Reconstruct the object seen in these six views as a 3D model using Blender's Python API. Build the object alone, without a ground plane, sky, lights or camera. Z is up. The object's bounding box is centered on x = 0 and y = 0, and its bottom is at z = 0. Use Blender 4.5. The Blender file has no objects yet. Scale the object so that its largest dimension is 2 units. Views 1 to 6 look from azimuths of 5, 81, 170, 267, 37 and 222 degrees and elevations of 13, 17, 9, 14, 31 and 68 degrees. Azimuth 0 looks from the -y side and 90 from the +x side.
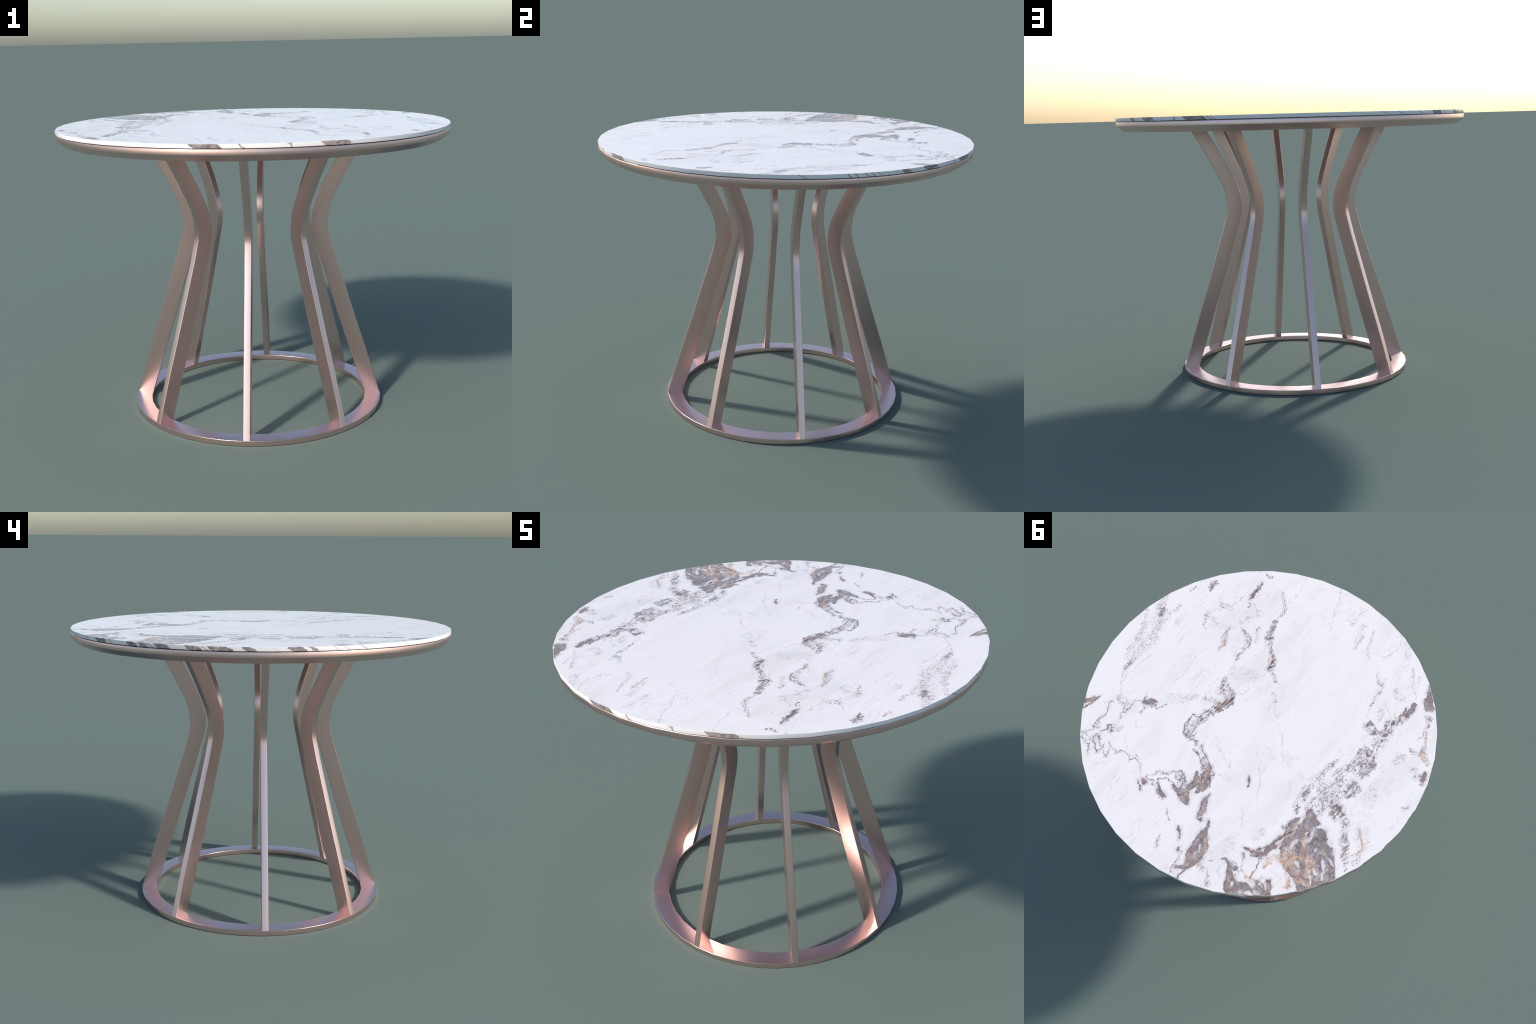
import bpy, bmesh, math
from mathutils import Vector

# ------------------------------------------------------------------ sizes
SIDES = 40                  # the turned parts are 40-sided
R_TOP = 1.0
Z_SLAB = (1.4735, 1.4925)   # marble slab
Z_RIM = (1.4157, 1.4722)     # metal tray under the slab
Z_RING = 0.026
R_RING = (0.5812, 0.6658)
LEG_T = 0.034
LEGS = 8
LEG_TUCK = 0.0012            # legs stand this much further in than the profile
CELLS = 5
GRAIN = math.radians(7)      # the slab pattern runs along y, turned by this

# leg profile in the radial plane: (outer r, z) / (inner r, z) pairs, foot to head
LEG_PROFILE = [
    ((0.6645, 0.026), (0.5820, 0.026)),
    ((0.5930, 0.262), (0.5060, 0.262)),
    ((0.5175, 0.495), (0.4325, 0.492)),
    ((0.4140, 0.826), (0.3300, 0.829)),
    ((0.3990, 0.881), (0.3120, 0.889)),
    ((0.3862, 0.929), (0.3010, 0.935)),
    ((0.3826, 0.973), (0.2985, 0.977)),
    ((0.3882, 1.030), (0.3035, 1.027)),
    ((0.4040, 1.088), (0.3170, 1.082)),
    ((0.4315, 1.1440), (0.3420, 1.139)),
    ((0.4500, 1.1815), (0.3590, 1.174)),
    ((0.4680, 1.2165), (0.3845, 1.222)),
    ((0.5036, 1.2830), (0.4150, 1.279)),
    ((0.5830, 1.4165), (0.4940, 1.4165)),
]


# ------------------------------------------------------------------ node helpers
class Nodes:
    def __init__(self, name):
        self.mat = bpy.data.materials.new(name)
        self.mat.use_nodes = True
        self.t = self.mat.node_tree
        self.t.nodes.clear()
        self.out = self.t.nodes.new("ShaderNodeOutputMaterial")
        self.bsdf = self.t.nodes.new("ShaderNodeBsdfPrincipled")
        self.t.links.new(self.bsdf.outputs[0], self.out.inputs[0])

    def put(self, sock, v):
        if isinstance(v, bpy.types.NodeSocket):
            self.t.links.new(v, sock)
        elif v is not None:
            sock.default_value = v

    def math(self, op, a, b=None, c=None, clamp=False):
        n = self.t.nodes.new("ShaderNodeMath")
        n.operation = op
        n.use_clamp = clamp
        for i, v in enumerate((a, b, c)):
            self.put(n.inputs[i], v)
        return n.outputs[0]

    def vec(self, op, a, b=None, scale=None):
        n = self.t.nodes.new("ShaderNodeVectorMath")
        n.operation = op
        self.put(n.inputs[0], a)
        if b is not None:
            self.put(n.inputs[1], b)
        if scale is not None:
            self.put(n.inputs["Scale"], scale)
        return n.outputs["Value"] if op in ("LENGTH", "DOT_PRODUCT", "DISTANCE") else n.outputs[0]

    def noise(self, co, scale, detail=4.0, rough=0.55, dist=0.0, color=False):
        n = self.t.nodes.new("ShaderNodeTexNoise")
        self.put(n.inputs["Vector"], co)
        n.inputs["Scale"].default_value = scale
        n.inputs["Detail"].default_value = detail
        n.inputs["Roughness"].default_value = rough
        n.inputs["Distortion"].default_value = dist
        return n.outputs["Color"] if color else n.outputs["Fac"]

    def ramp(self, v, lo, hi, a=0.0, b=1.0):
        n = self.t.nodes.new("ShaderNodeMapRange")
        n.interpolation_type = 'SMOOTHSTEP'
        self.put(n.inputs[0], v)
        for i, x in enumerate((lo, hi, a, b)):
            n.inputs[1 + i].default_value = x
        return n.outputs[0]

    def mix(self, f, a, b):
        n = self.t.nodes.new("ShaderNodeMix")
        n.data_type = 'RGBA'
        self.put(n.inputs[0], f)
        for s, v in ((n.inputs[6], a), (n.inputs[7], b)):
            self.put(s, v if isinstance(v, bpy.types.NodeSocket) else (*v, 1.0))
        return n.outputs[2]

    def coords(self):
        return self.t.nodes.new("ShaderNodeTexCoord").outputs["Object"]


# ------------------------------------------------------------------ materials
def rose_metal():
    m = Nodes("brushed_rose_gold")
    b = m.bsdf
    b.inputs["Base Color"].default_value = (0.78, 0.565, 0.53, 1)
    b.inputs["Metallic"].default_value = 1.0
    b.inputs["Roughness"].default_value = 0.285
    return m.mat


# Marble veining. Each stroke is the spine of one vein, clast or stain on the slab:
# (x, y, half width) control points in metres; strokes of the two cut-off strips of the
# slab pattern (beyond the joints below) live in shifted pattern space.
JOINT_Y = ((0.577, -0.752), (-0.750, -0.645))   # pattern joint across -y
JOINT_X = ((0.732, -0.445), (0.799, 0.590))     # pattern joint across +x
SHIFT_Y = (0.0, -4.0, 0.0)
SHIFT_X = (4.0, 0.0, 0.0)

STROKES = {}
STROKES["STONE"] = [
    [(-0.573, 0.238, 0.0273), (-0.598, 0.274, 0.0429), (-0.636, 0.355, 0.1170), (-0.666, 0.408, 0.1248)],
    [(-0.718, 0.325, 0.0468), (-0.786, 0.393, 0.0624), (-0.866, 0.496, 0.0624)],
    [(-0.665, 0.495, 0.0585), (-0.755, 0.538, 0.0429), (-0.809, 0.581, 0.0351)],
    [(-0.557, 0.377, 0.0086), (-0.540, 0.440, 0.0156), (-0.537, 0.491, 0.0195), (-0.522, 0.562, 0.0136), (-0.480, 0.616, 0.0086)],
    [(-0.418, 0.730, 0.0078), (-0.470, 0.776, 0.0273), (-0.514, 0.815, 0.0429), (-0.583, 0.799, 0.0507), (-0.647, 0.755, 0.0234)],
    [(-0.634, 0.663, 0.0125), (-0.691, 0.727, 0.0133)],
    [(-0.618, 0.718, 0.0234), (-0.660, 0.739, 0.0273)],
    [(-0.182, 0.622, 0.0078), (-0.199, 0.671, 0.0175), (-0.233, 0.751, 0.0449), (-0.251, 0.817, 0.0449), (-0.252, 0.881, 0.0175), (-0.215, 0.914, 0.0078)],
    [(-0.258, 0.898, 0.0047), (-0.260, 0.962, 0.0047)],
    [(-0.078, 0.495, 0.0038), (-0.081, 0.540, 0.0160), (-0.113, 0.590, 0.0188), (-0.112, 0.606, 0.0175), (-0.127, 0.633, 0.0148), (-0.151, 0.641, 0.0039)],
    [(0.113, 0.588, 0.0056), (0.030, 0.585, 0.0352), (-0.014, 0.620, 0.0141)],
    [(0.029, 0.566, 0.0188), (0.026, 0.491, 0.0226), (0.058, 0.456, 0.0103)],
    [(-0.021, 0.531, 0.0141), (-0.018, 0.490, 0.0282), (-0.001, 0.425, 0.0258), (0.030, 0.371, 0.0085)],
    [(-0.174, 0.284, 0.0038), (-0.193, 0.311, 0.0103), (-0.210, 0.336, 0.0038)],
    [(0.577, 0.320, 0.0103), (0.547, 0.299, 0.0197), (0.523, 0.272, 0.0038)],
    [(0.269, 0.669, 0.0028), (0.243, 0.681, 0.0141)],
    [(0.182, 0.631, 0.0047), (0.139, 0.658, 0.0103), (0.107, 0.667, 0.0132)],
    [(-0.605, -0.653, 0.0141), (-0.618, -0.605, 0.0169), (-0.622, -0.563, 0.0141)],
    [(-0.609, -4.794, 0.0066), (-0.655, -4.721, 0.0291), (-0.683, -4.679, 0.0282)],
    [(4.784, 0.444, 0.0028), (4.801, 0.491, 0.0150), (4.846, 0.535, 0.0150)],
    [(4.794, 0.504, 0.0056), (4.818, 0.570, 0.0066)],
    [(-0.910, -0.341, 0.0132), (-0.919, -0.299, 0.0085)],
    [(-0.424, 0.605, 0.0078), (-0.460, 0.603, 0.0062), (-0.487, 0.596, 0.0055), (-0.494, 0.566, 0.0055)],
    [(-0.438, 0.637, 0.0070), (-0.459, 0.662, 0.0031)],
    [(-0.073, 0.740, 0.0086), (-0.103, 0.767, 0.0055), (-0.121, 0.790, 0.0023)],
    [(-0.150, 0.825, 0.0078), (-0.162, 0.839, 0.0039)],
]

STROKES["PALE"] = [
    [(0.234, -0.052, 0.0094), (0.201, 0.010, 0.0188), (0.210, 0.047, 0.0226), (0.241, 0.121, 0.0188), (0.269, 0.151, 0.0141), (0.256, 0.201, 0.0141), (0.261, 0.244, 0.0235), (0.236, 0.299, 0.0169), (0.192, 0.314, 0.0066), (0.165, 0.328, 0.0056)],
    [(0.302, 0.266, 0.0085), (0.271, 0.310, 0.0085), (0.239, 0.315, 0.0141)],
    [(0.082, 0.359, 0.0141), (0.031, 0.403, 0.0235), (0.003, 0.466, 0.0169)],
    [(0.109, 0.524, 0.0282), (0.071, 0.559, 0.0188)],
    [(4.791, -0.519, 0.0141), (4.791, -0.468, 0.0056)],
    [(0.343, -0.542, 0.0164), (0.312, -0.456, 0.0188), (0.278, -0.436, 0.0141)],
    [(0.238, -0.387, 0.0103), (0.180, -0.354, 0.0141), (0.163, -0.294, 0.0150)],
    [(0.125, -0.278, 0.0085), (0.088, -0.256, 0.0075)],
    [(0.577, -0.708, 0.0122), (0.564, -0.628, 0.0132), (0.561, -0.587, 0.0066)],
    [(-0.584, -0.228, 0.0423), (-0.636, -0.197, 0.0376), (-0.644, -0.130, 0.0282)],
    [(-0.658, -0.021, 0.0423), (-0.656, 0.011, 0.0282)],
    [(-0.496, -0.375, 0.0211), (-0.531, -0.353, 0.0141)],
    [(-0.576, -0.454, 0.0235), (-0.588, -0.388, 0.0188)],
    [(-0.042, 0.852, 0.0055), (-0.056, 0.913, 0.0047)],
    [(4.909, -0.198, 0.0141), (4.894, -0.161, 0.0094)],
    [(4.803, 0.227, 0.0122), (4.815, 0.168, 0.0094)],
]

STROKES["NET"] = [
    [(-0.572, 0.192, 0.0842), (-0.588, 0.092, 0.0952), (-0.591, -0.001, 0.0952), (-0.593, -0.118, 0.0952), (-0.604, -0.238, 0.0825), (-0.594, -0.380, 0.0571), (-0.576, -0.461, 0.0571), (-0.613, -0.575, 0.0444)],
    [(-0.499, -0.372, 0.0508), (-0.544, -0.365, 0.0381), (-0.594, -0.380, 0.0381)],
    [(-0.481, 0.230, 0.0381), (-0.476, 0.156, 0.0381), (-0.459, 0.067, 0.0381), (-0.470, -0.009, 0.0254), (-0.481, -0.061, 0.0317), (-0.484, -0.120, 0.0127)],
    [(-0.388, -0.616, 0.0286), (-0.412, -0.571, 0.0190), (-0.424, -0.482, 0.0127), (-0.450, -0.413, 0.0127)],
    [(-0.655, 0.122, 0.0684), (-0.738, 0.157, 0.0579), (-0.783, 0.213, 0.0369), (-0.841, 0.280, 0.0369), (-0.915, 0.356, 0.0211)],
    [(-0.479, 0.239, 0.0316), (-0.511, 0.282, 0.0316)],
    [(-0.713, -0.627, 0.0381), (-0.749, -0.586, 0.0159), (-0.788, -0.505, 0.0140), (-0.810, -0.460, 0.0254), (-0.829, -0.427, 0.0381), (-0.875, -0.403, 0.0286)],
    [(-0.852, -0.316, 0.0381), (-0.887, -0.285, 0.0254), (-0.910, -0.334, 0.0381), (-0.922, -0.289, 0.0190)],
    [(-0.951, -0.128, 0.0254), (-0.939, -0.101, 0.0190)],
    [(0.280, -0.026, 0.0698), (0.226, -0.025, 0.0508), (0.227, 0.048, 0.0508), (0.253, 0.128, 0.0381), (0.251, 0.204, 0.0254)],
    [(0.312, -0.062, 0.0381), (0.269, -0.034, 0.0444)],
    [(0.343, -0.549, 0.0317), (0.316, -0.460, 0.0381), (0.274, -0.425, 0.0254), (0.233, -0.384, 0.0254), (0.182, -0.352, 0.0286), (0.159, -0.290, 0.0286), (0.098, -0.261, 0.0190)],
    [(0.575, -0.706, 0.0286), (0.564, -0.628, 0.0286), (0.557, -0.583, 0.0165), (0.536, -0.530, 0.0114)],
    [(4.799, -0.520, 0.0317), (4.791, -0.468, 0.0190)],
    [(0.465, -0.391, 0.0190), (0.416, -0.377, 0.0381), (0.367, -0.334, 0.0317), (0.368, -0.279, 0.0222), (0.351, -0.218, 0.0159)],
    [(0.573, 0.304, 0.0381), (0.542, 0.298, 0.0444)],
    [(-0.606, 0.709, 0.0632), (-0.649, 0.743, 0.0527)],
    [(-0.386, 0.718, 0.0211), (-0.431, 0.715, 0.0263), (-0.480, 0.745, 0.0316)],
    [(0.639, -4.751, 0.0140), (0.621, -4.752, 0.0114)],
    [(0.597, -4.768, 0.0159), (0.560, -4.769, 0.0178)],
]

STROKES["SPRAY"] = [
    [(-0.487, 0.044, 0.0508), (-0.574, 0.116, 0.0761)],
    [(4.950, -0.249, 0.0381), (4.901, -0.183, 0.0444), (4.849, -0.078, 0.0381), (4.816, -0.016, 0.0508), (4.833, 0.075, 0.0444), (4.815, 0.168, 0.0317), (4.803, 0.233, 0.0286), (4.782, 0.289, 0.0102)],
    [(4.983, -0.129, 0.0152), (4.921, -0.039, 0.0254), (4.891, 0.033, 0.0222), (4.869, 0.131, 0.0286)],
    [(4.861, -0.195, 0.0286), (4.859, -0.275, 0.0254)],
    [(0.320, 0.080, 0.0444), (0.258, 0.067, 0.0254)],
    [(0.525, -0.335, 0.0286), (0.499, -0.266, 0.0286), (0.469, -0.201, 0.0159)],
    [(0.345, -0.380, 0.0254), (0.386, -0.457, 0.0254)],
    [(0.663, -0.438, 0.0317), (0.609, -0.455, 0.0317)],
    [(0.681, -0.338, 0.0286), (0.649, -0.273, 0.0159)],
    [(0.681, 0.594, 0.0444), (0.698, 0.545, 0.0190)],
    [(0.623, 0.660, 0.0381), (0.674, 0.678, 0.0571)],
    [(0.609, 0.560, 0.0381), (0.564, 0.522, 0.0190)],
    [(-0.913, 0.263, 0.0474), (-0.932, 0.309, 0.0211)],
    [(-0.332, -0.659, 0.0222), (-0.384, -0.623, 0.0286)],
    [(-0.383, -0.668, 0.0190), (-0.400, -0.623, 0.0190)],
    [(0.044, -0.190, 0.0159), (0.005, -0.150, 0.0159)],
    [(-0.213, 0.901, 0.0316), (-0.227, 0.947, 0.0263)],
    [(-0.326, 0.836, 0.0474), (-0.290, 0.823, 0.0211)],
]

STROKES["FAINT"] = [
    [(-0.011, -4.935, 0.0329), (-0.018, -4.843, 0.0282)],
    [(-0.071, -4.859, 0.0282), (-0.100, -4.792, 0.0282), (-0.124, -4.709, 0.0188)],
    [(-0.141, -4.861, 0.0141), (-0.191, -4.744, 0.0141), (-0.237, -4.708, 0.0094)],
    [(-0.339, -4.936, 0.0282), (-0.399, -4.857, 0.0282)],
    [(-0.480, -4.803, 0.0141), (-0.526, -4.742, 0.0188), (-0.559, -4.713, 0.0188)],
    [(-0.476, -0.650, 0.0329), (-0.528, -0.628, 0.0329)],
    [(-0.483, -0.538, 0.0235), (-0.506, -0.435, 0.0282)],
    [(-0.835, 0.135, 0.0624), (-0.906, 0.197, 0.0468)],
    [(-0.738, -0.338, 0.0423), (-0.750, -0.164, 0.0564), (-0.761, -0.023, 0.0564)],
    [(0.471, -0.527, 0.0564), (0.544, -0.396, 0.0752), (0.609, -0.327, 0.0564)],
    [(0.196, -0.206, 0.0564), (0.300, -0.152, 0.0564)],
    [(0.622, 0.384, 0.0564), (0.706, 0.388, 0.0282)],
    [(0.472, 0.226, 0.0564), (0.403, 0.155, 0.0470), (0.378, 0.102, 0.0282)],
    [(-0.049, 0.374, 0.0188), (-0.104, 0.364, 0.0235)],
    [(-0.430, 0.488, 0.0390), (-0.425, 0.531, 0.0312)],
    [(-0.350, 0.623, 0.0468), (-0.318, 0.747, 0.0390)],
    [(4.785, -0.251, 0.0282), (4.777, -0.166, 0.0282)],
    [(4.894, -0.175, 0.0752), (4.838, -0.011, 0.0705), (4.836, 0.159, 0.0517)],
]

STROKES["LINE"] = [
    [(0.263, 0.653, 0.0024), (0.250, 0.629, 0.0024), (0.228, 0.608, 0.0024), (0.220, 0.577, 0.0024), (0.182, 0.567, 0.0024), (0.167, 0.532, 0.0024), (0.130, 0.497, 0.0024), (0.092, 0.510, 0.0024), (0.054, 0.539, 0.0024), (0.034, 0.516, 0.0024), (0.056, 0.461, 0.0024)],
    [(0.263, 0.653, 0.0024), (0.214, 0.645, 0.0024), (0.194, 0.656, 0.0024), (0.176, 0.650, 0.0024), (0.133, 0.677, 0.0024), (0.101, 0.674, 0.0024)],
    [(0.198, 0.620, 0.0024), (0.171, 0.585, 0.0024), (0.133, 0.575, 0.0024), (0.062, 0.594, 0.0024)],
    [(0.722, 0.686, 0.0019), (0.705, 0.666, 0.0019), (0.688, 0.626, 0.0019), (0.691, 0.571, 0.0019), (0.693, 0.540, 0.0019), (0.698, 0.493, 0.0019), (0.733, 0.454, 0.0019), (0.721, 0.437, 0.0019)],
    [(0.646, 0.630, 0.0028), (0.635, 0.670, 0.0028), (0.575, 0.709, 0.0028), (0.566, 0.683, 0.0028), (0.629, 0.641, 0.0028)],
    [(0.705, 0.704, 0.0024), (0.657, 0.714, 0.0024), (0.636, 0.703, 0.0024), (0.601, 0.755, 0.0024)],
    [(0.640, 0.611, 0.0024), (0.616, 0.572, 0.0024), (0.626, 0.542, 0.0024), (0.590, 0.557, 0.0024), (0.595, 0.580, 0.0024)],
    [(0.578, 0.661, 0.0019), (0.516, 0.703, 0.0019), (0.521, 0.670, 0.0019), (0.554, 0.629, 0.0019), (0.514, 0.639, 0.0019), (0.480, 0.654, 0.0019), (0.473, 0.624, 0.0019), (0.449, 0.604, 0.0019), (0.416, 0.607, 0.0019), (0.393, 0.631, 0.0019), (0.382, 0.598, 0.0019), (0.338, 0.611, 0.0019), (0.300, 0.646, 0.0019)],
    [(0.608, 0.483, 0.0014), (0.633, 0.458, 0.0014), (0.622, 0.442, 0.0014), (0.650, 0.394, 0.0014), (0.681, 0.407, 0.0014), (0.711, 0.396, 0.0014)],
    [(0.622, 0.442, 0.0014), (0.608, 0.398, 0.0014), (0.624, 0.346, 0.0014), (0.582, 0.321, 0.0014)],
    [(0.546, 0.333, 0.0024), (0.543, 0.382, 0.0024)],
    [(0.525, 0.290, 0.0019), (0.494, 0.303, 0.0019), (0.478, 0.254, 0.0019)],
    [(0.274, 0.190, 0.0028), (0.311, 0.202, 0.0028), (0.306, 0.269, 0.0028), (0.276, 0.320, 0.0028), (0.221, 0.328, 0.0028), (0.192, 0.307, 0.0028), (0.173, 0.323, 0.0028)],
    [(0.156, 0.309, 0.0038), (0.129, 0.336, 0.0033), (0.081, 0.346, 0.0033), (0.045, 0.354, 0.0038), (0.007, 0.383, 0.0038), (-0.023, 0.392, 0.0038), (-0.020, 0.434, 0.0028), (-0.048, 0.465, 0.0028)],
    [(0.160, 0.356, 0.0024), (0.106, 0.380, 0.0024), (0.061, 0.392, 0.0024), (0.028, 0.425, 0.0024), (0.012, 0.467, 0.0028)],
    [(0.435, -0.735, 0.0014), (0.358, -0.670, 0.0014), (0.342, -0.599, 0.0014), (0.337, -0.539, 0.0014)],
    [(-0.547, 0.326, 0.0023), (-0.520, 0.339, 0.0023), (-0.526, 0.373, 0.0023), (-0.517, 0.391, 0.0023), (-0.499, 0.391, 0.0023)],
    [(-0.560, 0.370, 0.0035), (-0.540, 0.435, 0.0035), (-0.528, 0.503, 0.0035), (-0.505, 0.542, 0.0035), (-0.462, 0.607, 0.0035)],
    [(-0.514, 0.558, 0.0027), (-0.527, 0.606, 0.0027), (-0.543, 0.663, 0.0027), (-0.553, 0.707, 0.0027)],
    [(-0.373, 0.725, 0.0039), (-0.404, 0.727, 0.0039), (-0.422, 0.732, 0.0039)],
    [(-0.325, 0.782, 0.0031), (-0.339, 0.766, 0.0031)],
    [(-0.181, 0.823, 0.0019), (-0.193, 0.890, 0.0019), (-0.197, 0.925, 0.0019), (-0.213, 0.959, 0.0019)],
    [(-0.354, 0.831, 0.0016), (-0.406, 0.886, 0.0016)],
    [(-0.599, -0.519, 0.0042), (-0.610, -0.476, 0.0042)],
    [(-0.588, -0.593, 0.0038), (-0.599, -0.512, 0.0038)],
    [(-0.752, -0.412, 0.0042), (-0.784, -0.407, 0.0042)],
    [(0.287, 0.691, 0.0033), (0.258, 0.703, 0.0033), (0.221, 0.727, 0.0033)],
]

STROKES["HAIR"] = [
    [(-0.012, -0.126, 0.0012), (-0.070, -0.065, 0.0012), (-0.153, -0.025, 0.0012), (-0.274, 0.112, 0.0012)],
    [(-0.109, 0.138, 0.0012), (-0.161, 0.175, 0.0012), (-0.251, 0.284, 0.0012), (-0.314, 0.381, 0.0012)],
    [(0.133, 0.252, 0.0012), (0.059, 0.265, 0.0012), (-0.044, 0.316, 0.0012)],
    [(0.549, -0.094, 0.0012), (0.525, 0.021, 0.0012), (0.536, 0.131, 0.0012)],
    [(0.179, -4.970, 0.0012), (0.115, -4.823, 0.0012), (0.059, -4.715, 0.0012)],
    [(0.395, -4.899, 0.0012), (0.367, -4.828, 0.0012), (0.354, -4.738, 0.0012)],
    [(0.601, -0.576, 0.0019), (0.598, -0.514, 0.0019), (0.616, -0.463, 0.0019), (0.645, -0.425, 0.0019), (0.641, -0.399, 0.0019)],
    [(0.710, -0.470, 0.0019), (0.683, -0.457, 0.0019), (0.648, -0.436, 0.0019)],
    [(0.696, -0.354, 0.0019), (0.658, -0.336, 0.0019), (0.663, -0.304, 0.0019), (0.649, -0.266, 0.0019), (0.620, -0.262, 0.0019)],
    [(0.521, -0.578, 0.0019), (0.532, -0.525, 0.0019)],
    [(0.518, -0.573, 0.0019), (0.464, -0.533, 0.0019), (0.457, -0.553, 0.0019)],
    [(0.447, -0.469, 0.0019), (0.452, -0.454, 0.0019)],
    [(-0.531, -0.578, 0.0014), (-0.575, -0.499, 0.0014)],
    [(-0.468, -0.558, 0.0014), (-0.542, -0.491, 0.0014), (-0.564, -0.477, 0.0014)],
    [(-0.464, -0.666, 0.0019), (-0.498, -0.615, 0.0019), (-0.527, -0.614, 0.0019), (-0.536, -0.661, 0.0019)],
    [(0.395, 0.083, 0.0019), (0.375, 0.119, 0.0019), (0.396, 0.163, 0.0019), (0.417, 0.220, 0.0019)],
    [(0.744, 0.335, 0.0014), (0.695, 0.379, 0.0014)],
    [(0.536, 0.429, 0.0014), (0.495, 0.465, 0.0014), (0.464, 0.426, 0.0014)],
    [(0.530, 0.532, 0.0014), (0.461, 0.588, 0.0014)],
    [(0.729, 0.350, 0.0014), (0.764, 0.301, 0.0014), (0.768, 0.204, 0.0014), (0.754, 0.077, 0.0014)],
    [(0.208, -0.040, 0.0019), (0.201, -0.073, 0.0019), (0.173, -0.082, 0.0019), (0.182, -0.134, 0.0019)],
    [(0.351, 0.059, 0.0024), (0.320, 0.080, 0.0024), (0.279, 0.065, 0.0024)],
    [(0.057, -0.261, 0.0014), (0.058, -0.255, 0.0014)],
    [(-0.422, 0.490, 0.0031), (-0.437, 0.457, 0.0031)],
    [(-0.484, 0.379, 0.0016), (-0.492, 0.338, 0.0016)],
    [(-0.260, 0.443, 0.0012), (-0.310, 0.490, 0.0012), (-0.339, 0.540, 0.0012)],
    [(-0.366, 0.754, 0.0012), (-0.415, 0.809, 0.0012)],
    [(-0.530, -4.722, 0.0019), (-0.569, -4.708, 0.0019), (-0.595, -4.677, 0.0019)],
    [(-0.471, -4.815, 0.0019), (-0.519, -4.748, 0.0019)],
    [(-0.524, -4.813, 0.0019), (-0.556, -4.740, 0.0019)],
    [(-0.304, -4.921, 0.0014), (-0.317, -4.890, 0.0014), (-0.321, -4.839, 0.0014), (-0.305, -4.792, 0.0014), (-0.275, -4.763, 0.0014)],
    [(-0.378, -4.873, 0.0019), (-0.406, -4.849, 0.0019), (-0.407, -4.877, 0.0019)],
    [(-0.026, -4.962, 0.0019), (-0.008, -4.939, 0.0019), (-0.014, -4.909, 0.0019), (-0.015, -4.854, 0.0019), (-0.007, -4.805, 0.0019)],
    [(-0.070, -4.872, 0.0024), (-0.074, -4.833, 0.0024)],
    [(-0.141, -4.861, 0.0019), (-0.191, -4.744, 0.0019), (-0.236, -4.701, 0.0019)],
    [(-0.109, -4.814, 0.0019), (-0.126, -4.752, 0.0019), (-0.124, -4.709, 0.0019)],
    [(-0.343, -0.735, 0.0024), (-0.341, -0.707, 0.0024)],
]

STROKES["VOID"] = [
    [(-0.548, 0.271, 0.0148), (-0.562, 0.304, 0.0070), (-0.557, 0.333, 0.0039)],
    [(-0.543, 0.471, 0.0109), (-0.546, 0.430, 0.0047)],
    [(-0.647, 0.272, 0.0055), (-0.670, 0.243, 0.0117), (-0.699, 0.234, 0.0156)],
    [(-0.793, 0.401, 0.0101), (-0.820, 0.451, 0.0047), (-0.844, 0.486, 0.0031)],
    [(-0.781, 0.464, 0.0062), (-0.806, 0.486, 0.0062)],
    [(-0.688, 0.490, 0.0101), (-0.712, 0.503, 0.0039)],
    [(-0.746, 0.292, 0.0086), (-0.767, 0.313, 0.0062)],
    [(-0.708, 0.591, 0.0156), (-0.748, 0.595, 0.0062)],
    [(-0.590, 0.461, 0.0039), (-0.641, 0.467, 0.0031), (-0.680, 0.458, 0.0023)],
    [(-0.628, 0.323, 0.0031), (-0.636, 0.355, 0.0023)],
    [(-0.493, 0.788, 0.0062), (-0.509, 0.805, 0.0047)],
    [(-0.596, 0.781, 0.0070), (-0.617, 0.775, 0.0047)],
    [(-0.618, 0.755, 0.0094), (-0.636, 0.755, 0.0070)],
    [(-0.602, 0.704, 0.0101), (-0.626, 0.711, 0.0047)],
    [(-0.233, 0.746, 0.0027), (-0.254, 0.791, 0.0023)],
    [(-0.123, 0.632, 0.0023), (-0.137, 0.615, 0.0019)],
    [(-0.843, 0.384, 0.0039), (-0.811, 0.372, 0.0055)],
]

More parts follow.
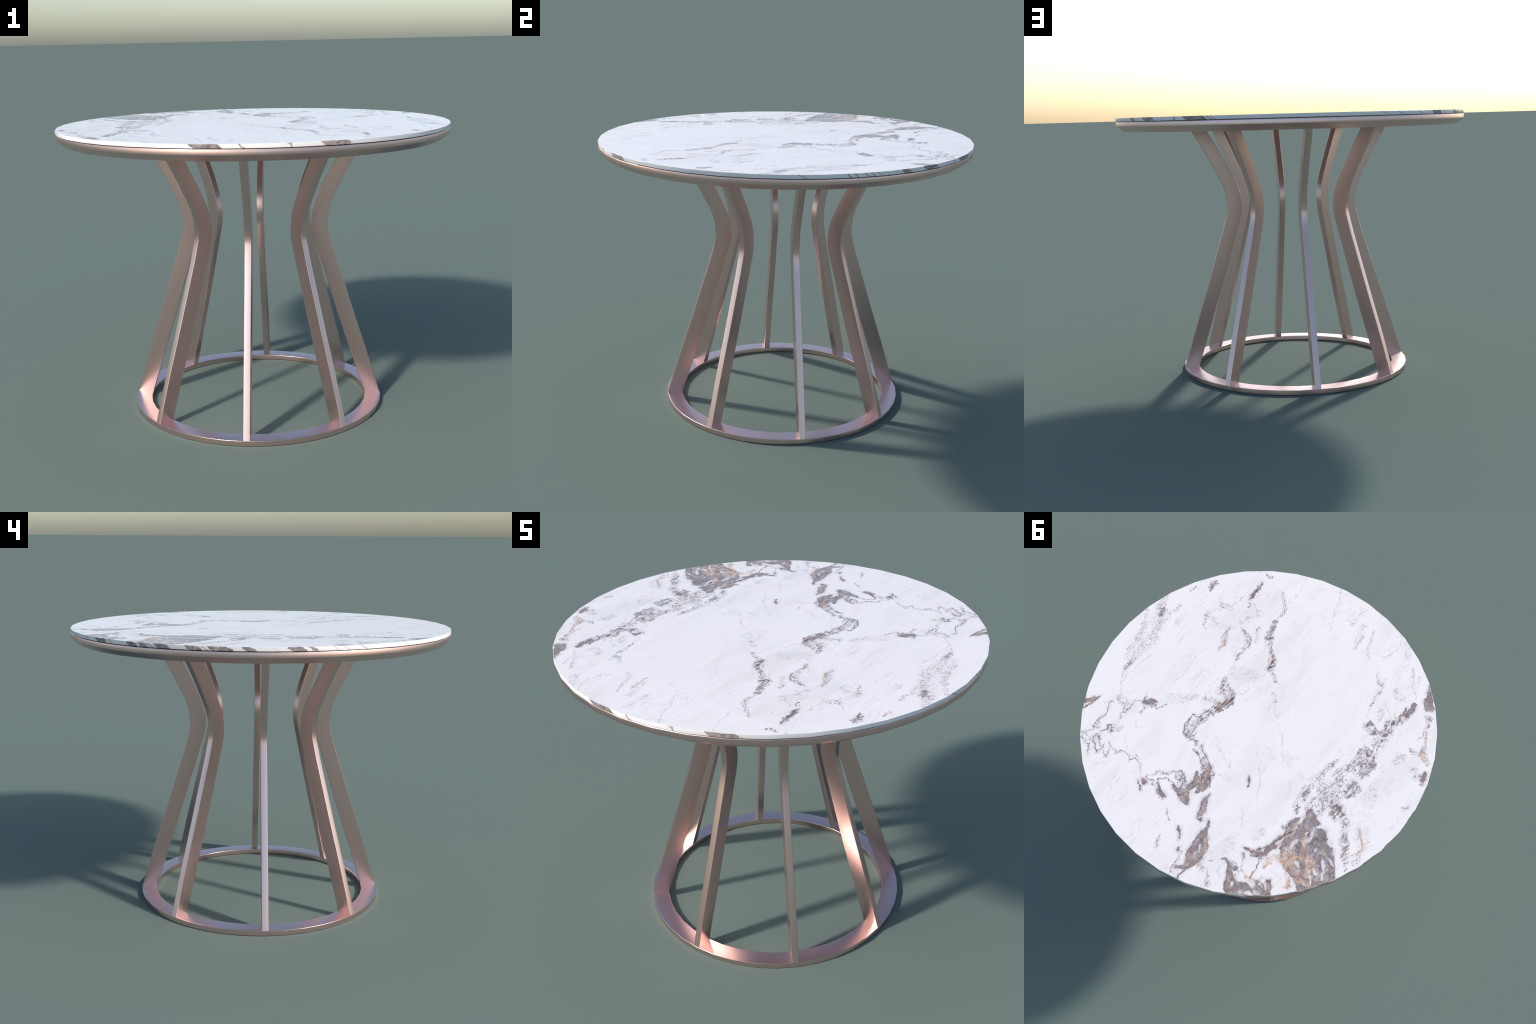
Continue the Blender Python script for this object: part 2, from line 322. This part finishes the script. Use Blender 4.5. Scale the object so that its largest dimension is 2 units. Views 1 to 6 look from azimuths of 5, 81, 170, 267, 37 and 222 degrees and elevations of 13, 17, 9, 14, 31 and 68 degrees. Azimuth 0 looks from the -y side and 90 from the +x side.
STROKES["OCHRE"] = [
    [(-0.621, 0.531, 0.0234), (-0.669, 0.511, 0.0273), (-0.723, 0.532, 0.0234)],
    [(-0.719, 0.439, 0.0234), (-0.758, 0.464, 0.0234), (-0.779, 0.517, 0.0195)],
    [(-0.647, 0.485, 0.0351), (-0.596, 0.529, 0.0273), (-0.559, 0.583, 0.0273), (-0.569, 0.623, 0.0078)],
    [(-0.661, 0.546, 0.0156), (-0.741, 0.620, 0.0195), (-0.718, 0.635, 0.0078)],
    [(-0.636, 0.355, 0.0156), (-0.658, 0.404, 0.0156), (-0.688, 0.451, 0.0195), (-0.719, 0.450, 0.0117)],
    [(-0.758, 0.436, 0.0195), (-0.774, 0.451, 0.0078)],
    [(-0.556, 0.314, 0.0117), (-0.556, 0.353, 0.0078)],
    [(-0.545, 0.671, 0.0097), (-0.562, 0.723, 0.0195), (-0.558, 0.727, 0.0156), (-0.485, 0.707, 0.0078), (-0.456, 0.669, 0.0062)],
    [(-0.761, 0.556, 0.0234), (-0.799, 0.547, 0.0195)],
    [(-0.229, 0.696, 0.0097), (-0.263, 0.735, 0.0156), (-0.272, 0.776, 0.0078)],
    [(0.477, -0.242, 0.0164), (0.507, -0.314, 0.0094)],
    [(0.215, -0.345, 0.0033), (0.188, -0.306, 0.0033), (0.192, -0.276, 0.0033), (0.164, -0.253, 0.0033), (0.175, -0.217, 0.0028)],
    [(0.323, -0.440, 0.0033), (0.287, -0.401, 0.0033), (0.263, -0.356, 0.0038)],
    [(0.399, -0.287, 0.0042), (0.372, -0.227, 0.0038)],
    [(-0.036, 0.286, 0.0033), (-0.066, 0.316, 0.0056)],
    [(-0.742, -0.574, 0.0033), (-0.763, -0.516, 0.0047), (-0.751, -0.474, 0.0033)],
    [(-0.821, -0.438, 0.0211), (-0.847, -0.411, 0.0188)],
    [(-0.819, 0.138, 0.0117), (-0.906, 0.197, 0.0078), (-0.905, 0.241, 0.0156)],
    [(0.069, 0.373, 0.0056), (0.014, 0.402, 0.0056), (-0.006, 0.476, 0.0066)],
    [(4.856, -0.436, 0.0094), (4.867, -0.390, 0.0066)],
    [(0.044, 0.706, 0.0047), (-0.003, 0.752, 0.0055)],
    [(0.045, 0.561, 0.0085), (0.028, 0.541, 0.0066)],
    [(0.275, 0.669, 0.0028), (0.248, 0.688, 0.0038)],
    [(-0.272, -4.956, 0.0033), (-0.301, -4.925, 0.0033)],
    [(4.827, 0.555, 0.0038), (4.796, 0.509, 0.0038)],
]


def segment_group(fill):
    """Node group: running minimum of the distance to one tapered vein segment."""
    name = "vein_fill" if fill else "vein_distance"
    if name in bpy.data.node_groups:
        return bpy.data.node_groups[name]
    t = bpy.data.node_groups.new(name, "ShaderNodeTree")
    for n in ("X", "Y", "Start X", "Start Y", "Unit X", "Unit Y", "Back X", "Back Y", "Radius", "Taper", "So Far"):
        t.interface.new_socket(n, in_out='INPUT', socket_type="NodeSocketFloat")
    t.interface.new_socket("Nearest", in_out='OUTPUT', socket_type="NodeSocketFloat")
    m = Nodes.__new__(Nodes)
    m.t = t
    i = t.nodes.new("NodeGroupInput").outputs
    qx = m.math("SUBTRACT", i["X"], i["Start X"])
    qy = m.math("SUBTRACT", i["Y"], i["Start Y"])
    h = m.math("MULTIPLY_ADD", qx, i["Unit X"], m.math("MULTIPLY", qy, i["Unit Y"]))
    h = m.math("MINIMUM", m.math("MAXIMUM", h, 0.0), 1.0)
    dx = m.math("MULTIPLY_ADD", h, i["Back X"], qx)
    dy = m.math("MULTIPLY_ADD", h, i["Back Y"], qy)
    d = m.math("SQRT", m.math("MULTIPLY_ADD", dx, dx, m.math("MULTIPLY", dy, dy)))
    r = m.math("MULTIPLY_ADD", h, i["Taper"], i["Radius"])
    v = m.math("DIVIDE" if fill else "SUBTRACT", d, r)
    t.links.new(m.math("MINIMUM", v, i["So Far"]), t.nodes.new("NodeGroupOutput").inputs[0])
    return t


def stroke_field(m, p, name, fill):
    """Signed distance to the strokes (fill=False), or 1 at a spine falling to 0 at its half width."""
    xy = m.t.nodes.new("ShaderNodeSeparateXYZ")
    m.put(xy.inputs[0], p)
    total = 1.0 if fill else 10.0
    for s in STROKES[name]:
        for (ax, ay, ar), (bx, by, br) in zip(s[:-1], s[1:]):
            if m.cell and not m.cell.touches((ax, ay), (bx, by), max(ar, br)):
                continue
            ux, uy = bx - ax, by - ay
            k = max(ux * ux + uy * uy, 1e-9)
            n = m.t.nodes.new("ShaderNodeGroup")
            n.node_tree = segment_group(fill)
            for sock, v in zip(n.inputs, (xy.outputs[0], xy.outputs[1], ax, ay, ux / k, uy / k, -ux, -uy,
                                          ar, br - ar, total)):
                m.put(sock, v)
            total = n.outputs[0]
    return m.math("SUBTRACT", 1.0, total) if fill else total


class Cell:
    """One square of the slab pattern, and which veins can show in it."""
    WANDER = 0.035

    def __init__(self, x0, x1, y0, y1):
        self.box = (x0, x1, y0, y1)

    def touches(self, a, b, r):
        r += self.WANDER
        for sx, sy, _ in ((0, 0, 0), SHIFT_X, SHIFT_Y):
            xs, ys = (a[0] - sx, b[0] - sx), (a[1] - sy, b[1] - sy)
            if (max(xs) + r > self.box[0] and min(xs) - r < self.box[1]
                    and max(ys) + r > self.box[2] and min(ys) - r < self.box[3]):
                return True
        return False


def beyond(m, p, joint, side):
    (ax, ay), (bx, by) = joint
    n = Vector((by - ay, ax - bx, 0.0)).normalized()
    if n.dot(Vector(side)) < 0:
        n = -n
    c = n.dot(Vector((ax, ay, 0.0)))
    return m.math("GREATER_THAN", m.vec("DOT_PRODUCT", p, tuple(n)), c)


WHITE = (0.915, 0.868, 0.853)
CLOUD = (0.815, 0.78, 0.775)
PALE = (0.47, 0.44, 0.475)
GREY = (0.285, 0.25, 0.257)
TAUPE = (0.33, 0.255, 0.23)
BROWN = (0.235, 0.145, 0.115)
DARK = (0.13, 0.105, 0.11)
SAND = (0.56, 0.47, 0.43)
OCHRE = (0.66, 0.41, 0.27)


def stone_colour(m, p, edge_near):
    """Grey-brown clast stone with flakes and pale cracks; brown towards its border."""
    bent = m.vec("ADD", p, m.vec("SCALE", m.noise(p, 20.0, 3, 0.6, color=True), scale=0.09))
    f = m.t.nodes.new("ShaderNodeTexVoronoi")
    m.put(f.inputs["Vector"], bent)
    f.inputs["Scale"].default_value = 30.0
    flake = m.t.nodes.new("ShaderNodeSeparateColor")
    m.put(flake.inputs[0], f.outputs["Color"])
    c = m.mix(m.ramp(m.noise(p, 8.0, 4, 0.6), 0.42, 0.60), GREY, TAUPE)
    c = m.mix(m.ramp(flake.outputs[0], 0.45, 0.95, 0.0, 0.6), c, SAND)
    c = m.mix(m.ramp(flake.outputs[1], 0.70, 0.95, 0.0, 0.45), c, DARK)
    c = m.mix(m.ramp(m.noise(p, 30.0, 5, 0.7), 0.52, 0.68, 0.0, 0.7), c, SAND)
    c = m.mix(m.ramp(m.noise(p, 48.0, 4, 0.65), 0.53, 0.64, 0.0, 0.7), c, DARK)
    c = m.mix(m.math("MULTIPLY", edge_near, m.ramp(m.noise(p, 28.0, 3), 0.42, 0.55)), c, BROWN)
    v = m.t.nodes.new("ShaderNodeTexVoronoi")
    v.feature = 'DISTANCE_TO_EDGE'
    m.put(v.inputs["Vector"], p)
    v.inputs["Scale"].default_value = 17.0
    crack = m.math("MULTIPLY", m.ramp(v.outputs[0], 0.0, 0.035, 1.0, 0.0), m.ramp(m.noise(p, 7.0, 2), 0.5, 0.62, 0.0, 0.6))
    return m.mix(crack, c, (0.62, 0.57, 0.57))


def veinlets(m, p, scale, width, detail=2.5):
    """Thin wandering lines: the mid contour of a noise."""
    n = m.noise(p, scale, detail, 0.5 if detail < 3 else 0.62, 0.7)
    return m.ramp(m.math("ABSOLUTE", m.math("SUBTRACT", n, 0.5)), 0.0, width, 1.0, 0.0)


def marble_top(cell):
    """Marble of one cell of the slab; only the veins that reach the cell are wired in."""
    m = Nodes("veined_white_marble")
    m.cell = cell
    xyz = m.t.nodes.new("ShaderNodeSeparateXYZ")
    m.put(xyz.inputs[0], m.coords())
    flat = m.t.nodes.new("ShaderNodeCombineXYZ")
    m.put(flat.inputs[0], xyz.outputs[0])
    m.put(flat.inputs[1], xyz.outputs[1])
    p = flat.outputs[0]
    in_y, in_x = beyond(m, p, JOINT_Y, (0, -1, 0)), beyond(m, p, JOINT_X, (1, 0, 0))
    p = m.vec("ADD", p, m.vec("ADD", m.vec("SCALE", SHIFT_Y, scale=in_y), m.vec("SCALE", SHIFT_X, scale=in_x)))

    # wandering: large and small
    big = m.vec("SUBTRACT", m.noise(p, 10.0, 2, 0.5, color=True), (0.5, 0.5, 0.5))
    small = m.vec("SUBTRACT", m.noise(p, 42.0, 4, 0.6, color=True), (0.5, 0.5, 0.5))
    small = m.vec("MULTIPLY", small, (1, 1, 0))
    big = m.vec("MULTIPLY", big, (1, 1, 0))
    pw = m.vec("ADD", p, m.vec("ADD", m.vec("SCALE", big, scale=0.040), m.vec("SCALE", small, scale=0.045)))
    ps = m.vec("ADD", p, m.vec("ADD", m.vec("SCALE", big, scale=0.040), m.vec("SCALE", small, scale=0.026)))
    pf = m.vec("ADD", p, m.vec("ADD", m.vec("SCALE", big, scale=0.030), m.vec("SCALE", small, scale=0.046)))

    # grain direction of the slab: pattern drawn out along it
    g = m.t.nodes.new("ShaderNodeMapping")
    m.put(g.inputs["Vector"], p)
    g.inputs["Rotation"].default_value = (0, 0, GRAIN)
    g.inputs["Scale"].default_value = (1.0, 0.45, 1.0)
    along = g.outputs[0]
    g = m.t.nodes.new("ShaderNodeMapping")
    m.put(g.inputs["Vector"], m.vec("ADD", p, m.vec("SCALE", big, scale=0.06)))
    g.inputs["Rotation"].default_value = (0, 0, GRAIN)
    g.inputs["Scale"].default_value = (1.0, 0.22, 1.0)
    drawn = g.outputs[0]

    clouds = m.ramp(m.noise(along, 6.0, 5, 0.6), 0.45, 0.72, 0.0, 0.6)
    strip = m.math("MAXIMUM", in_y, in_x)
    col = m.mix(m.math("MULTIPLY", clouds, m.math("MULTIPLY_ADD", strip, -0.8, 1.0)), WHITE, CLOUD)
    col = m.mix(m.math("MULTIPLY_ADD", strip, -0.10, 0.10), col, CLOUD)
    thread = m.math("MULTIPLY", veinlets(m, along, 5.0, 0.008, 4.0), m.ramp(m.noise(p, 3.0, 2), 0.44, 0.58, 0.0, 0.5))
    col = m.mix(thread, col, (0.70, 0.60, 0.55))
    col = m.mix(m.ramp(m.noise(drawn, 6.0, 5, 0.65), 0.50, 0.70, 0.0, 0.5), col, (0.80, 0.725, 0.69))
    wisp = m.math("MULTIPLY", veinlets(m, drawn, 9.0, 0.012, 4.0), m.ramp(m.noise(p, 4.0, 3), 0.47, 0.60, 0.0, 0.30))
    col = m.mix(wisp, col, (0.50, 0.42, 0.40))

    rust = m.ramp(m.noise(p, 24.0, 3, 0.6), 0.43, 0.55)
    ink = m.mix(rust, DARK, BROWN)
    lines = m.math("MAXIMUM", veinlets(m, along, 34.0, 0.050), veinlets(m, drawn, 20.0, 0.032))
    dots = m.ramp(m.noise(p, 85.0, 2, 0.5), 0.57, 0.63)

    faint = stroke_field(m, pf, "FAINT", True)
    gate = m.ramp(m.noise(p, 14.0, 3, 0.6), 0.42, 0.56)
    fm = m.math("MULTIPLY", m.math("MULTIPLY", m.ramp(faint, 0.0, 0.6), gate),
                m.math("MAXIMUM", m.math("MULTIPLY", veinlets(m, along, 16.0, 0.03, 4.0), 0.7), m.math("MULTIPLY", dots, 0.6)))
    col = m.mix(m.math("MULTIPLY", m.ramp(faint, 0.0, 0.8), 0.10), col, PALE)
    col = m.mix(m.math("MULTIPLY", fm, 0.8), col, m.mix(rust, (0.36, 0.32, 0.35), (0.45, 0.28, 0.20)))

    # sprays: separate rusty flecks and broken hairlines
    spray = stroke_field(m, pw, "SPRAY", True)
    sp = m.ramp(m.math("MULTIPLY_ADD", m.math("SUBTRACT", m.noise(along, 17.0, 4, 0.65), 0.5), 1.5, spray), 0.15, 0.80)
    sp = m.math("MULTIPLY", sp, m.ramp(spray, 0.0, 0.35))
    col = m.mix(m.math("MULTIPLY", sp, m.ramp(m.noise(along, 12.0, 4, 0.6), 0.40, 0.60, 0.05, 0.28)), col, PALE)
    fleck = m.math("MAXIMUM", m.math("MULTIPLY", dots, 0.8), m.math("MULTIPLY", veinlets(m, along, 24.0, 0.026), 0.65))
    col = m.mix(m.math("MULTIPLY", sp, fleck), col, m.mix(rust, (0.24, 0.21, 0.22), (0.34, 0.22, 0.16)))

    # hairlines
    hair = stroke_field(m, pf, "HAIR", False)
    hm = m.math("MULTIPLY", m.ramp(hair, 0.0024, -0.0008), m.ramp(m.noise(p, 26.0, 3, 0.6), 0.40, 0.55, 0.10, 0.48))
    col = m.mix(hm, col, m.mix(rust, (0.30, 0.26, 0.28), (0.46, 0.30, 0.22)))

    net = stroke_field(m, pw, "NET", True)
    patchy = m.math("MULTIPLY_ADD", m.math("SUBTRACT", m.noise(along, 17.0, 4, 0.65), 0.5), 1.7, net)
    near = m.math("MULTIPLY", m.ramp(patchy, 0.15, 0.80), m.ramp(net, 0.0, 0.35))
    col = m.mix(m.math("MULTIPLY", m.math("MULTIPLY", near, m.ramp(m.noise(along, 18.0, 4, 0.6), 0.40, 0.60)), 0.34), col, m.mix(rust, PALE, (0.60, 0.51, 0.47)))
    gate2 = m.ramp(m.noise(p, 20.0, 3, 0.6), 0.36, 0.50, 0.12, 1.0)
    nm = m.math("MULTIPLY", m.math("MULTIPLY", near, gate2), m.math("MAXIMUM", lines, m.math("MULTIPLY", dots, 0.8)))

    pale = stroke_field(m, pw, "PALE", False)
    pm = m.math("MULTIPLY", m.ramp(pale, 0.010, -0.012), m.ramp(m.noise(p, 30.0, 5, 0.7), 0.40, 0.56, 0.10, 0.68))
    col = m.mix(pm, col, PALE)
    col = m.mix(m.math("MULTIPLY", m.math("MULTIPLY", m.ramp(pale, 0.010, -0.004), lines), 0.8), col, ink)
    col = m.mix(m.math("MULTIPLY", nm, 0.92), col, ink)

    # clasts
    stone = stroke_field(m, ps, "STONE", False)
    ochre = stroke_field(m, pw, "OCHRE", True)
    om = m.math("MULTIPLY", m.ramp(ochre, 0.0, 0.5), m.ramp(m.noise(p, 18.0, 5, 0.65), 0.38, 0.58, 0.25, 0.85))
    ragged = m.math("MULTIPLY_ADD", m.math("SUBTRACT", m.noise(along, 55.0, 4, 0.65), 0.5), 0.014, stone)
    sm = m.ramp(ragged, 0.0040, -0.0050)
    col = m.mix(m.math("MULTIPLY", m.ramp(stone, 0.022, 0.0), m.ramp(m.noise(p, 22.0, 4, 0.6), 0.40, 0.60, 0.05, 0.5)), col, PALE)
    sc = stone_colour(m, p, m.ramp(stone, -0.014, -0.002))
    gaps = m.math("MULTIPLY", m.ramp(m.noise(along, 22.0, 5, 0.65), 0.55, 0.62), m.ramp(stone, -0.030, -0.055, 0.1, 0.8))
    void = stroke_field(m, ps, "VOID", False)
    gaps = m.math("MAXIMUM", gaps, m.ramp(void, 0.004, -0.003, 0.0, 0.9))
    col = m.mix(m.math("MULTIPLY", sm, m.math("SUBTRACT", 1.0, gaps)), col, sc)
    col = m.mix(om, col, m.mix(m.ramp(m.noise(p, 30.0, 4, 0.6), 0.42, 0.60), OCHRE, (0.78, 0.62, 0.50)))
    col = m.mix(m.math("MULTIPLY", om, m.math("MULTIPLY", lines, 0.7)), col, BROWN)

    # drawn veins
    line = stroke_field(m, pf, "LINE", False)
    twin = m.ramp(m.math("ABSOLUTE", m.math("SUBTRACT", line, 0.008)), 0.0004, 0.0022, 0.75, 0.0)
    twin = m.math("MULTIPLY", twin, m.ramp(m.noise(p, 13.0, 2), 0.50, 0.56))
    lm = m.math("MULTIPLY", m.math("MAXIMUM", m.ramp(line, 0.0016, -0.0012), twin), m.ramp(m.noise(p, 30.0, 3, 0.6), 0.36, 0.50, 0.3, 0.9))
    col = m.mix(m.math("MULTIPLY", m.ramp(line, 0.012, 0.0), 0.18), col, PALE)
    col = m.mix(lm, col, ink)

    m.put(m.bsdf.inputs["Base Color"], col)
    m.bsdf.inputs["Roughness"].default_value = 0.23
    m.bsdf.inputs["Specular IOR Level"].default_value = 0.45
    return m.mat


# clasts (from, to) and thin veins (top, bottom) met by the slab's edge, degrees round from +x
EDGE_CLASTS = [(259.9, 267.7), (292.2, 299.6), (22.6, 25.4), (30.5, 36.0), (47.9, 55.2), (126.6, 131.8),
               (139.7, 143.2), (144.2, 146.6), (149.3, 153.2), (158.2, 162.0), (164.4, 169.8), (172.9, 175.8),
               (184.4, 188.4), (189.7, 191.3)]
EDGE_TICKS = [(272.8, 272.3), (285.0, 283.6), (354.0, 355.1), (7.0, 6.5), (9.1, 8.5), (11.7, 12.0), (13.9, 13.5),
              (45.2, 43.8), (56.2, 56.8), (57.4, 57.9), (112.8, 113.4), (133.6, 133.2), (147.3, 148.2),
              (162.8, 163.4), (204.3, 204.9), (121.2, 121.2)]
EDGE_STAINS = [(15.5, 15.3), (17.7, 17.9), (107.4, 107.5), (180.5, 181.0), (196.4, 196.6), (199.3, 199.8),
               (272.9, 272.5), (284.4, 284.0), (299.6, 300.2), (151.5, 153.0), (159.0, 160.5)]
EDGE_CUT = 320.0            # no vein crosses here, so the angle may wrap


def marble_edge():
    m = Nodes("veined_marble_edge")
    m.cell = None
    rot = m.t.nodes.new("ShaderNodeMapping")
    co = m.coords()
    m.put(rot.inputs["Vector"], co)
    rot.inputs["Rotation"].default_value = (0, 0, -math.radians(EDGE_CUT - 180.0))
    xyz = m.t.nodes.new("ShaderNodeSeparateXYZ")
    m.put(xyz.inputs[0], rot.outputs[0])
    zmid = (Z_SLAB[0] + Z_SLAB[1]) / 2
    q = m.t.nodes.new("ShaderNodeCombineXYZ")
    up = m.math("SUBTRACT", xyz.outputs[2], zmid)
    m.put(q.inputs[0], m.math("MULTIPLY_ADD", up, 1.3, m.math("ARCTAN2", xyz.outputs[1], xyz.outputs[0])))
    m.put(q.inputs[1], up)
    w = m.vec("MULTIPLY", m.vec("SUBTRACT", m.noise(co, 40.0, 3, 0.6, color=True), (0.5, 0.5, 0.5)), (0.035, 0.0, 0.0))
    pw = m.vec("ADD", q.outputs[0], w)

    def th(deg):
        return math.radians((deg - EDGE_CUT + 180.0 + 180.0) % 360.0 - 180.0)

    half = 0.0125
    STROKES["EDGE_CLAST"] = [[(th(a) + half, 0.0, half), (th(b) - half, 0.0, half)] for a, b in EDGE_CLASTS]
    STROKES["EDGE_TICK"] = [[(th(a), 0.012, 0.0035), (th(b), -0.012, 0.0035)] for a, b in EDGE_TICKS]
    STROKES["EDGE_STAIN"] = [[(th(a), 0.012, 0.007), (th(b), -0.012, 0.007)] for a, b in EDGE_STAINS]
    col = m.mix(m.ramp(m.noise(co, 7.0, 4, 0.6), 0.45, 0.7, 0.0, 0.5), WHITE, CLOUD)
    stain = stroke_field(m, pw, "EDGE_STAIN", True)
    col = m.mix(m.ramp(stain, 0.0, 0.7, 0.0, 0.45), col, OCHRE)
    d = stroke_field(m, pw, "EDGE_CLAST", False)
    sm = m.ramp(m.math("MULTIPLY_ADD", m.math("SUBTRACT", m.noise(co, 60.0, 4, 0.65), 0.5), 0.020, d), 0.003, -0.004)
    gaps = m.ramp(m.noise(co, 26.0, 4, 0.65), 0.55, 0.63, 0.0, 0.6)
    sc = stone_colour(m, co, m.ramp(d, -0.010, 0.0))
    col = m.mix(m.math("MULTIPLY", sm, m.math("SUBTRACT", 1.0, gaps)), col, sc)
    t = stroke_field(m, pw, "EDGE_TICK", False)
    col = m.mix(m.ramp(t, 0.002, -0.002, 0.0, 0.75), col, m.mix(m.ramp(m.noise(co, 12.0, 2), 0.45, 0.55), GREY, BROWN))
    m.put(m.bsdf.inputs["Base Color"], col)
    m.bsdf.inputs["Roughness"].default_value = 0.23
    m.bsdf.inputs["Specular IOR Level"].default_value = 0.45
    return m.mat


# ------------------------------------------------------------------ mesh helpers
def link(obj, parent=None):
    bpy.context.scene.collection.objects.link(obj)
    if parent:
        obj.parent = parent
    return obj


def mesh_object(name, verts, faces, mats, smooth=True):
    me = bpy.data.meshes.new(name)
    me.from_pydata(verts, [], faces)
    me.update()
    for mt in mats:
        me.materials.append(mt)
    if smooth:
        me.polygons.foreach_set("use_smooth", [True] * len(me.polygons))
    return bpy.data.objects.new(name, me)


def lathe(name, profile, mats, closed, smooth=True):
    """Turn (r, z) pairs, outside going round the section, into a 40-sided solid."""
    n = len(profile)
    verts, faces = [], []
    for k in range(SIDES):
        a = 2 * math.pi * k / SIDES
        for r, z in profile:
            verts.append((r * math.cos(a), r * math.sin(a), z))
    for k in range(SIDES):
        k2 = (k + 1) % SIDES
        for i in range(n if closed else n - 1):
            j = (i + 1) % n
            faces.append((k * n + i, k2 * n + i, k2 * n + j, k * n + j))
    if not closed:
        faces.append([k * n for k in range(SIDES)][::-1])
        faces.append([k * n + n - 1 for k in range(SIDES)])
    return mesh_object(name, verts, faces, mats, smooth)


def soften(obj, skip=(), bias=1.0):
    """Smooth shading whose vertex normals lean to the larger faces, as on a chamfered casting."""
    me = obj.data
    acc = [Vector() for _ in me.vertices]
    for p in me.polygons:
        if p.index in skip:
            continue
        for i in p.vertices:
            acc[i] += p.normal * p.area ** bias
    me.normals_split_custom_set_from_vertices([v.normalized() for v in acc])


# ------------------------------------------------------------------ parts
def build_slab():
    """Round slab; its flat top is ruled into cells so that each carries only its own veins."""
    z0, z1 = Z_SLAB
    b = 0.0012
    o = lathe("marble_slab", [(R_TOP - b, z0), (R_TOP, z0 + b), (R_TOP, z1 - b), (R_TOP - b, z1)], [], closed=False)
    bm = bmesh.new()
    bm.from_mesh(o.data)
    cuts = [-1 + 2 * k / CELLS for k in range(1, CELLS)]
    for c in cuts:
        for axis in ((1, 0, 0), (0, 1, 0)):
            top = [f for f in bm.faces if f.normal.z > 0.9]
            geom = top + list({e for f in top for e in f.edges}) + list({v for f in top for v in f.verts})
            bmesh.ops.bisect_plane(bm, geom=geom, plane_co=Vector(axis) * c, plane_no=axis, dist=1e-6)
    bm.to_mesh(o.data)
    bm.free()
    me = o.data
    me.materials.append(marble_edge())
    slots = {}
    for p in me.polygons:
        p.use_smooth = True
        if p.normal.z > 0.9:
            key = tuple(min(CELLS - 1, int((x + 1) / 2 * CELLS)) for x in p.center[:2])
            if key not in slots:
                x, y = (-1 + 2 * k / CELLS for k in key)
                me.materials.append(marble_top(Cell(x, x + 2 / CELLS, y, y + 2 / CELLS)))
                slots[key] = len(me.materials) - 1
            p.material_index = slots[key]
    soften(o)
    return o


def build_rim(metal):
    z0, z1 = Z_RIM
    zc = 1.4455
    b = 0.0042
    r = R_TOP - 0.0008
    prof = [(0.958, z0), (0.9625, z0 + 0.002), (r - 0.0012, zc - 0.001), (r, zc + 0.001),
            (r, z1 - b), (r - b, z1)]
    o = lathe("tabletop_rim", prof, [metal], closed=False)
    soften(o)
    return o


def build_ring(metal):
    r0, r1 = R_RING
    b = 0.002
    z = Z_RING
    prof = [(r1, 0.0), (r1, z - b), (r1 - b, z), (r0 + b, z), (r0, z - b), (r0, 0.0)]
    o = lathe("base_ring", prof, [metal], closed=True)
    n = len(prof)
    soften(o, skip={k * n + n - 1 for k in range(SIDES)})
    return o


def build_leg_mesh(metal):
    """Flat bar bent in the radial plane, long edges chamfered."""
    b = 0.002
    h = LEG_T / 2
    verts, faces = [], []
    for (ro, zo), (ri, zi) in LEG_PROFILE:
        ro, ri = ro - LEG_TUCK, ri - LEG_TUCK
        d = Vector((ri - ro, zi - zo)).normalized() * b
        for r, z, y in ((ro, zo, -h + b), (ro + d.x, zo + d.y, -h), (ri - d.x, zi - d.y, -h), (ri, zi, -h + b),
                        (ri, zi, h - b), (ri - d.x, zi - d.y, h), (ro + d.x, zo + d.y, h), (ro, zo, h - b)):
            verts.append((r, y, z))
    n = 8
    for k in range(len(LEG_PROFILE) - 1):
        for i in range(n):
            j = (i + 1) % n
            faces.append((k * n + i, k * n + j, (k + 1) * n + j, (k + 1) * n + i))
    faces.append(list(range(n))[::-1])
    faces.append([(len(LEG_PROFILE) - 1) * n + i for i in range(n)])
    o = mesh_object("leg", verts, faces, [metal])
    soften(o, skip={len(faces) - 1, len(faces) - 2})
    return o


def main():
    metal = rose_metal()
    root = bpy.data.objects.new("round_dining_table", None)
    root.empty_display_size = 0.2
    link(root)
    root["label"] = "round white marble dining table on rose gold flared legs"
    root["category"] = "dining table"
    link(build_slab(), root)
    link(build_rim(metal), root)
    link(build_ring(metal), root)
    leg = build_leg_mesh(metal)
    for k in range(LEGS):
        o = leg if k == 0 else leg.copy()
        o.rotation_euler = (0, 0, 2 * math.pi * k / LEGS)
        link(o, root)


main()
